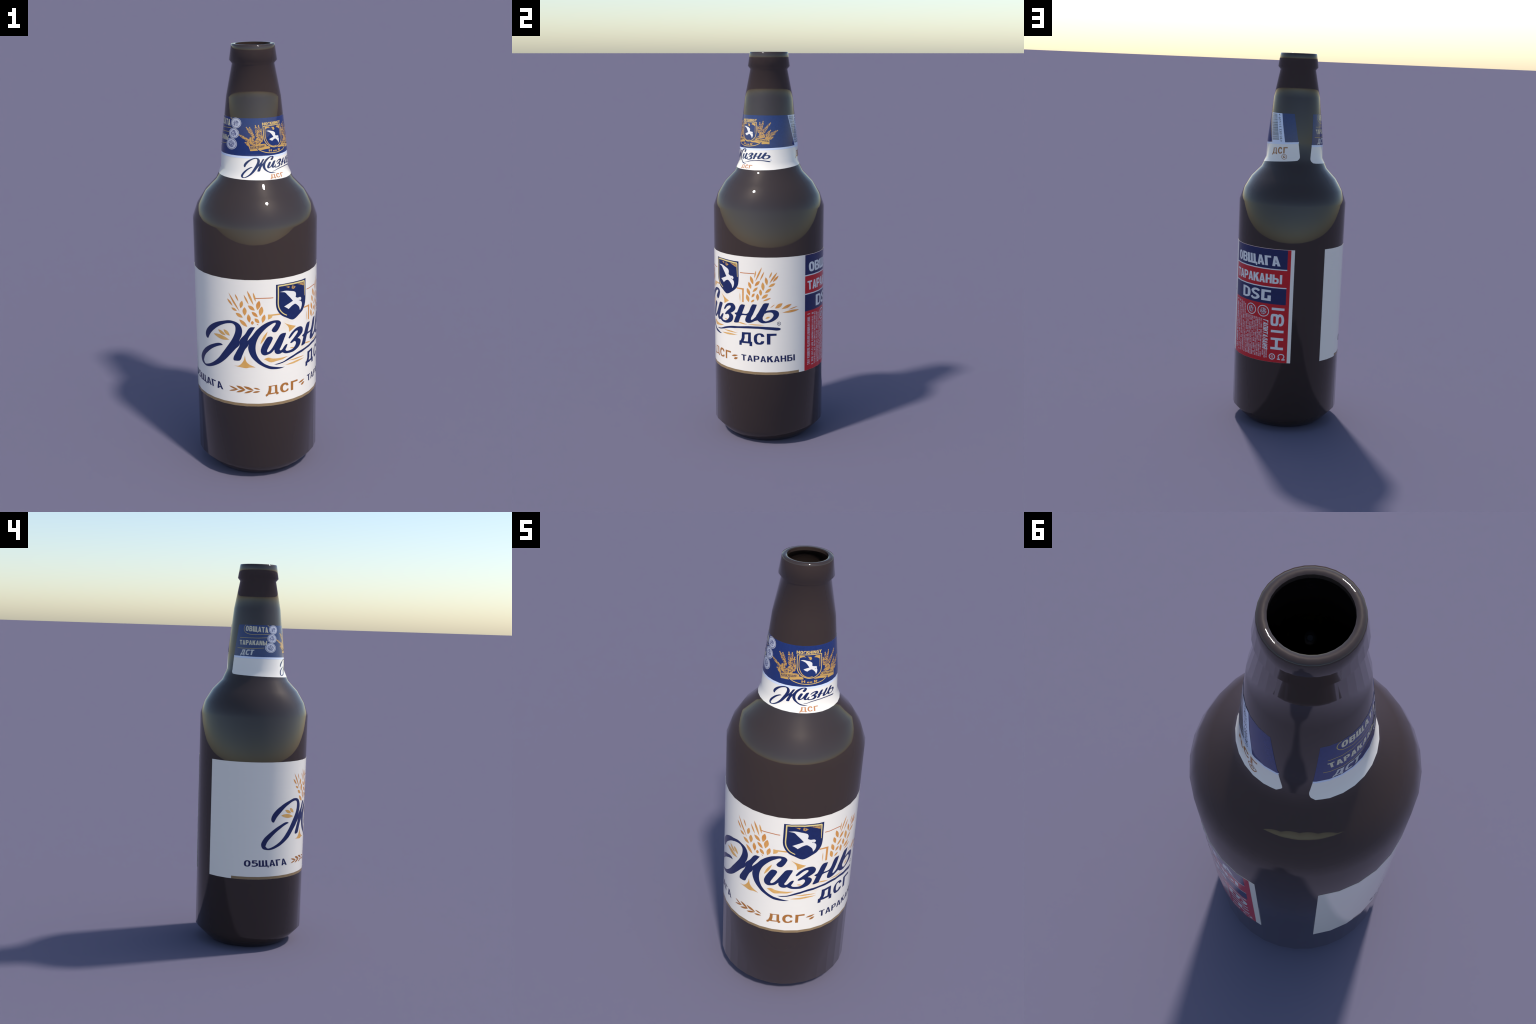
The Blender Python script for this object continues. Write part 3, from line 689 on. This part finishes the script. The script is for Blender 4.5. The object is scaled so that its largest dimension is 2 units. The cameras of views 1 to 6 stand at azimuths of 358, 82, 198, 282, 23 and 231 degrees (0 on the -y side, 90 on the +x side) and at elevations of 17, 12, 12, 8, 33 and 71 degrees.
ink("block_letter", [rounded_box(183.65, 0.6195, 4.3, 0.0325), rounded_box(183.65, 0.6195, 1.45, 0.0200, 0.35)], body_label, WHITE_INK, layer=2, smooth=False)
tail = [(186.7, 0.630), (187.6, 0.6410), (189.3, 0.6465), (191.2, 0.6430), (192.3, 0.6300), (192.3, 0.6080), (191.3, 0.5970), (188.9, 0.5935)]
line("block_letter", smooth_outline(tail, 80, 3, closed=False), 0.0135, body_label, WHITE_INK, layer=2.5)

for cx, cz, rx, rz in ((154.6, 0.6600, 6.6, 0.0300), (170.3, 0.6610, 6.9, 0.0310)):
    ink("seal", [ellipse(cx, cz, rx, rz), ellipse(cx, cz, rx - 0.85, rz - 0.0042)], body_label, WHITE_INK, layer=2, smooth=False)
    ink("seal", ellipse(cx, cz, rx * 0.56, rz * 0.60, 24), body_label,
        bpy.data.materials.get("seal_ink") or material("seal_ink", (0.62, 0.50, 0.52), blend=((0.38, 0.05, 0.07), 130, 0.47, 0.56)), layer=2, smooth=False)
ink("seal", [ellipse(182.4, 0.4185, 3.4, 0.0170), ellipse(182.4, 0.4185, 2.5, 0.0122)], body_label, WHITE_INK, layer=2, smooth=False)
words("seal", "G", [(181.2, 0.413), (183.6, 0.413), (183.6, 0.425), (181.2, 0.425)], body_label, WHITE_INK, bold=0.02)
arc = [(192.2 + 3.1 * math.cos(math.radians(a)), 0.4215 + 0.0130 * math.sin(math.radians(a))) for a in range(-55, 236, 15)]
line("seal", arc, 0.0048, body_label, WHITE_INK, layer=2)
line("seal", [(188.0, 0.4075), (191.2, 0.4060)], 0.0062, body_label, WHITE_INK, layer=2.5)
line("seal", [(192.8, 0.4045), (196.2, 0.4055)], 0.0068, body_label, WHITE_INK, layer=2.5)
printed("printed_word", "ГАПИТАЛАИЯ", [(170.9, 0.4570), (176.8, 0.4580), (176.8, 0.6185), (170.9, 0.6165)], body_label, WHITE_INK, slant=0.25, down=True)


def fine_print(name, columns, parent, mat, pitch):
    """Columns of tiny sideways letters: a dash or two for every character."""
    bm = bmesh.new()
    def dash(x0, z0, x1, z1):
        bm.faces.new([bm.verts.new((x, z, 0)) for x, z in box(x0, z0, x1, z1)])
    for x, w, top, bottom in columns:
        z = top
        while z > bottom + pitch:
            p = pitch * random.uniform(0.8, 1.25)
            if random.random() > 0.06:
                h = p * 0.80
                t = h * random.uniform(0.40, 0.52)
                kind = random.random()
                dash(x, z - t, x + w, z)
                if kind < 0.45:
                    dash(x, z - h, x + w * random.uniform(0.7, 1), z - h + t * 0.8)
                if kind > 0.25:
                    e = random.choice((0.0, 0.4, 0.78))
                    dash(x + w * e, z - h + t * 0.85, x + w * (e + 0.22), z - t * 1.02)
            z -= p
    o = wrapped(name, bm, parent, mat, proud(2), kind="stuff")
    return o


columns = [(125.6, 4.2, 0.688, 0.406), (132.3, 3.0, 0.689, 0.404), (136.7, 2.6, 0.688, 0.404), (140.6, 2.2, 0.684, 0.404), (144.0, 1.9, 0.678, 0.404)]
columns += [(147.0 + 2.33 * i, 1.75, 0.626 - 0.0007 * i, 0.404) for i in range(10)]
columns += [(170.6 + 2.2 * i, 1.65, 0.451, 0.403) for i in range(3)]
fine_print("fine_print", columns, body_label, PINK_PRINT, 0.0062)

# ------------------------------------------------------------- the neck label
def along(points):
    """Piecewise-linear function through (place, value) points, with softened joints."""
    def at(v):
        if v <= points[0][0]:
            return points[0][1]
        for (a, p), (b, q) in zip(points, points[1:]):
            if v <= b:
                return p + (q - p) * (v - a) / (b - a)
        return points[-1][1]
    return at


neck_left = along([(1.420, -130.0), (1.463, -129.1), (1.530, -126.4), (1.6892, -121.0)])
neck_right = along([(1.420, 209.2), (1.4654, 208.3), (1.546, 204.0), (1.6892, 193.7)])
neck_bottom = along([(-129, 1.4370), (-115, 1.4337), (-78, 1.4288), (-40, 1.4250), (1, 1.4215), (28, 1.4190), (55, 1.4180), (90, 1.4215), (135, 1.4330), (182, 1.4432), (208, 1.4500)])
blue_edge = along([(-127, 1.5310), (-80, 1.5270), (-5, 1.5252), (40, 1.5252), (76, 1.5277), (118, 1.5325), (143, 1.5367), (177, 1.5413), (204, 1.5460)])
NECK_TOP = 1.6892
neck_label = paper("neck_label", bottle, PAPER, neck_left, neck_right, neck_bottom, blue_edge, corner=0.022)
paper("blue_field", neck_label, BLUE, neck_left, neck_right, blue_edge, NECK_TOP)


def sheet(left, right, bottom, top, n=70):
    f = lambda e, v: e(v) if callable(e) else e
    pts = []
    a, b = f(left, f(bottom, 0)), f(right, f(bottom, 0))
    pts += [(a + (b - a) * i / n, f(bottom, a + (b - a) * i / n)) for i in range(n + 1)]
    zb, zt = pts[-1][1], f(top, b)
    pts += [(f(right, zb + (zt - zb) * i / 8), zb + (zt - zb) * i / 8) for i in range(1, 8)]
    c, d = f(right, f(top, b)), f(left, f(top, a))
    pts += [(c + (d - c) * i / n, f(top, c + (d - c) * i / n)) for i in range(n + 1)]
    zt, zb = pts[-1][1], pts[0][1]
    pts += [(f(left, zt + (zb - zt) * i / 8), zt + (zb - zt) * i / 8) for i in range(1, 8)]
    return pts


inset = lambda e, d: (lambda v: e(v) + d)
ink("pale_band", sheet(inset(neck_left, 0.05), inset(neck_right, -0.05), inset(blue_edge, -0.0095), inset(blue_edge, -0.0002)), neck_label, PAPER_COOL, layer=1, smooth=False)


def to_neck(pts):
    """Lay the body wordmark on the neck: about 0.7 of the angle and a third of the height."""
    out = []
    for x, z in pts:
        w = z - 0.69
        out.append((18.49 + 0.696 * x - 5.6 * w + 0.252 * x * w + 0.000268 * x * x,
                    1.48434 + 0.0000627 * x + 0.32 * w - 0.0000011 * x * x + 0.0456 * w * w))
    return out


for key in ("zh_sweep", "zh_stem", "zh_curl", "i_letter", "z_letter", "n_letter", "soft_stem", "soft_bowl"):
    ink("script_letter", to_neck(PRINT[key]), neck_label, NAVY, layer=2, corner=58, steps=4)
ink("underline", to_neck(PRINT["underline"]), neck_label, NAVY, layer=2, corner=58, steps=4)
ink("registered_mark", [ellipse(85.9, 1.4685, 1.7, 0.0042, 20), ellipse(85.9, 1.4685, 1.0, 0.0026, 20)], neck_label, SILVER, smooth=False)


def letters_moved(x0, z0, x1, z1, tone, rise=0.0):
    """The three brown block letters moved into another box."""
    def move(pts):
        return [(x0 + (x - 6.0) / 33.2 * (x1 - x0), z0 + (z - 0.434) / 0.057 * (z1 - z0) + rise * (x - 6.0) / 33.2) for x, z in pts]
    ink("block_letter", [move(PRINT["de_brown"]), move(PRINT["de_brown_hole"])], neck_label, tone, layer=2, smooth=False)
    ink("block_letter", move(PRINT["es_brown"]), neck_label, tone, layer=2, corner=50)
    ink("block_letter", move(PRINT["ge_brown"]), neck_label, tone, layer=2, smooth=False)


letters_moved(23.6, 1.4208, 50.5, 1.4430, SAND)
letters_moved(146.0, 1.4690, 182.8, 1.5105, BROWN, rise=0.008)
ink("seal", [ellipse(176.3, 1.4660, 5.9, 0.0138), ellipse(176.3, 1.4660, 4.9, 0.0114)], neck_label, BROWN, layer=2, smooth=False)
ink("seal", ellipse(176.3, 1.4660, 2.6, 0.0062, 20), neck_label, BROWN, layer=2, smooth=False)
ink("seal", ellipse(176.9, 1.4672, 1.2, 0.0026, 14), neck_label, PAPER, layer=3, smooth=False)

# crest: shield, bird, wheat, hops and ribbons in gold
ink("crest_line", ribbon(smooth_outline(PRINT["crest_line"], 50, 4), 0.0029, closed=True), neck_label, CREST_GOLD, layer=2, smooth=False)
line("crest_line", smooth_outline(PRINT["crest_inner_left"], 50, 4, closed=False), 0.0027, neck_label, GOLD, layer=2.2)
ink("crest_line", ribbon(PRINT["crest_inner"], (0.0035, 0.0014)), neck_label, GOLD, layer=2.2, smooth=False)
ink("bird", PRINT["crest_bird"], neck_label, BIRD_WHITE, layer=2.6, corner=55, steps=3)
ink("bird_eye", ellipse(44.6, 1.5985, 0.9, 0.0012, 10), neck_label, BLUE, layer=3, smooth=False)
for key in ("crest_fleck", "crest_corner", "crest_corner_b"):
    ink("crest_fleck", PRINT[key], neck_label, GOLD, layer=2.1)
for key in ("hops_left", "hops_left_b", "hops_right", "hops_right_b"):
    ink("hop_cone", PRINT[key], neck_label, GOLD_ENGRAVED, layer=1.6, steps=3)
# feathery ears: (base, tip), grains in leaning pairs along the stalk and thin awns past the tip
EARS = [(-6, 1.588, -27, 1.614), (-10, 1.588, -20, 1.607), (-1, 1.603, -14, 1.645), (-2, 1.606, -8.5, 1.644), (4, 1.608, 1.5, 1.652),
        (6, 1.608, 6.8, 1.652), (9, 1.606, 11, 1.636), (61.5, 1.603, 59.2, 1.630), (64, 1.606, 63, 1.648), (65, 1.608, 69.5, 1.654),
        (69, 1.608, 84, 1.648), (71, 1.604, 79, 1.632), (77, 1.588, 98, 1.612), (76, 1.590, 84, 1.612), (78, 1.582, 92, 1.596)]
for x0, z0, x1, z1 in EARS:
    k = metric(z0)
    axis = Vector(((x1 - x0) * k, z1 - z0))
    d, n = axis.normalized(), max(3, round(axis.length / 0.0078))
    for i in range(n):
        at = Vector((x0 * k, z0)) + axis * (i / n)
        for lean in (-1, 1):
            g = Vector((d.x * 0.86 - d.y * lean * 0.51, d.y * 0.86 + d.x * lean * 0.51)) * random.uniform(0.0105, 0.0135) * (1 - 0.25 * i / n)
            ink("wheat_grain", grain_outline(at.x / k, at.y, (at.x + g.x) / k, at.y + g.y, random.uniform(3.4, 4.6)), neck_label, GOLD_ENGRAVED,
                layer=1.8 + 0.1 * (lean > 0), corner=75, steps=1)
    tip = Vector((x1 * k, z1))
    for lean in (-0.16, 0.05, 0.25):
        g = (d + Vector((-d.y, d.x)) * lean) * 0.012
        q, r = tip - d * 0.006, tip + g * 0.7
        line("wheat_awn", [(q.x / k, q.y), (r.x / k, r.y)], 0.0014, neck_label, GOLD, layer=1.7)
for key in ("ribbon_left", "ribbon_left_low", "ribbon_mid", "ribbon_mid_right", "ribbon_right"):
    ink("ribbon", PRINT[key], neck_label, GOLD, layer=2.0, steps=3)
printed("ribbon_word", "НАПАУЕЦЬКС", [(-8.5, 1.5570), (17.5, 1.5655), (18.2, 1.5745), (-9.0, 1.5670)], neck_label, NIGHT, layer=3)
printed("ribbon_word", "СУРКТЬКАНЬ", [(54.5, 1.5680), (82.0, 1.5590), (82.0, 1.5665), (56.0, 1.5765)], neck_label, NIGHT, layer=3)
scroll = [(4.6, 1.5575), (8.0, 1.5510), (12.5, 1.5455), (20.5, 1.5390), (33.6, 1.5355), (47.0, 1.5375), (57.5, 1.5435), (62.5, 1.5495), (66.0, 1.5570)]
line("scroll", smooth_outline(scroll, 80, 4, closed=False), 0.0028, neck_label, CREST_GOLD, layer=2.3)
printed("printed_word", "MOCKHINGY", [(13.7, 1.6572), (55.2, 1.6588), (55.5, 1.6708), (13.5, 1.6698)], neck_label, CREST_GOLD)
printed("printed_word", "H", [(24.2, 1.5425), (29.8, 1.5425), (29.6, 1.5520), (24.0, 1.5520)], neck_label, GOLD, layer=3)
printed("printed_word", "oo", [(32.4, 1.5410), (40.6, 1.5410), (40.6, 1.5490), (32.4, 1.5490)], neck_label, GOLD, layer=3)
printed("printed_word", "R", [(43.2, 1.5415), (48.3, 1.5400), (48.3, 1.5510), (43.2, 1.5515)], neck_label, GOLD, layer=3)

# left of the crest: three coins and three lines of lettering
for cx, cz, rx, rz in ((-37.5, 1.6667, 11.7, 0.0226), (-41.5, 1.6216, 11.9, 0.0228), (-45.8, 1.5746, 12.9, 0.0250)):
    ink("coin", ellipse(cx, cz, rx, rz), neck_label, SILVER, layer=2.4, smooth=False)
    ink("coin_ring", [ellipse(cx, cz, rx * 0.90, rz * 0.90), ellipse(cx, cz, rx * 0.83, rz * 0.83)], neck_label, NIGHT, layer=2.8, smooth=False)
    ink("coin_relief", ellipse(cx, cz, rx * 0.56, rz * 0.60, 24), neck_label, SILVER_ENGRAVED, layer=2.8, smooth=False)
printed("printed_word", "ОВЩАТА", [(-102.0, 1.6580), (-51.0, 1.6510), (-51.9, 1.6790), (-101.5, 1.6845)], neck_label, CREAM_INK, stem=0.23)
printed("printed_word", "ТАРАКАNЫ", [(-113.2, 1.5870), (-55.2, 1.5872), (-53.7, 1.6100), (-114.6, 1.6110)], neck_label, CREAM_INK, stem=0.23)
printed("printed_word", "ДСТ", [(-110.0, 1.5365), (-83.0, 1.5355), (-80.6, 1.5630), (-107.6, 1.5630)], neck_label, GREY_INK, stem=0.23)
line("rule", [(-114.2, 1.6236), (-95, 1.6228), (-75, 1.6230), (-53.8, 1.6256)], 0.0022, neck_label, OLD_GOLD)
line("rule", [(-118.2, 1.5703), (-100, 1.5692), (-80, 1.5698), (-60.4, 1.5732)], 0.0022, neck_label, OLD_GOLD)
frame = [(-101.7, 1.6888), (-104.5, 1.682), (-105.9, 1.668), (-104.0, 1.656), (-99.4, 1.6475), (-93, 1.6425), (-86.1, 1.6405), (-70, 1.6412), (-48.0, 1.6442)]
line("frame", smooth_outline(frame, 80, 4, closed=False), 0.0022, neck_label, OLD_GOLD)
line("frame", [(-51.8, 1.6885), (-46.5, 1.6820)], 0.0024, neck_label, OLD_GOLD)

# right of the crest: the barcode panel
BAR = [(127.6, NECK_TOP - 0.0004), (163.8, NECK_TOP - 0.0004), (176.7, 1.5408), (143.2, 1.5362)]


def on_panel(u, v):
    """u across the panel, v down it."""
    (ax, az), (bx, bz), (cx, cz), (dx, dz) = BAR
    return ((ax * (1 - u) + bx * u) * (1 - v) + (dx * (1 - u) + cx * u) * v, (az * (1 - u) + bz * u) * (1 - v) + (dz * (1 - u) + cz * u) * v)


edge = lambda u0, v0, u1, v1: [on_panel(u0 + (u1 - u0) * i / 6, v0 + (v1 - v0) * i / 6) for i in range(6)]
ink("barcode_panel", edge(0, 1, 1, 1) + edge(1, 1, 1, 0) + edge(1, 0, 0, 0) + edge(0, 0, 0, 1), neck_label, PAPER_COOL, layer=2, smooth=False)
bm = bmesh.new()
v = 0.02
while v < 0.91:
    t = random.choice((0.006, 0.009, 0.009, 0.014, 0.019))
    bm.faces.new([bm.verts.new((*on_panel(a, b), 0)) for a, b in ((0.05, v + t), (0.58 + 0.04 * v, v + t), (0.58 + 0.04 * v, v), (0.05, v))])
    v += t + random.choice((0.005, 0.007, 0.011))
wrapped("barcode", bm, neck_label, BARCODE, proud(3), kind="stuff")
words("barcode_number", "4 607115 330126", [on_panel(0.68, 0.90), on_panel(0.86, 0.90), on_panel(0.86, 0.02), on_panel(0.68, 0.02)], neck_label, BARCODE, layer=3, down=True, bold=0.012)
ink("barcode_number", [ellipse(167.9, 1.5478, 1.9, 0.0042, 16), ellipse(167.9, 1.5478, 1.2, 0.0026, 16)], neck_label, BARCODE, layer=3, smooth=False)
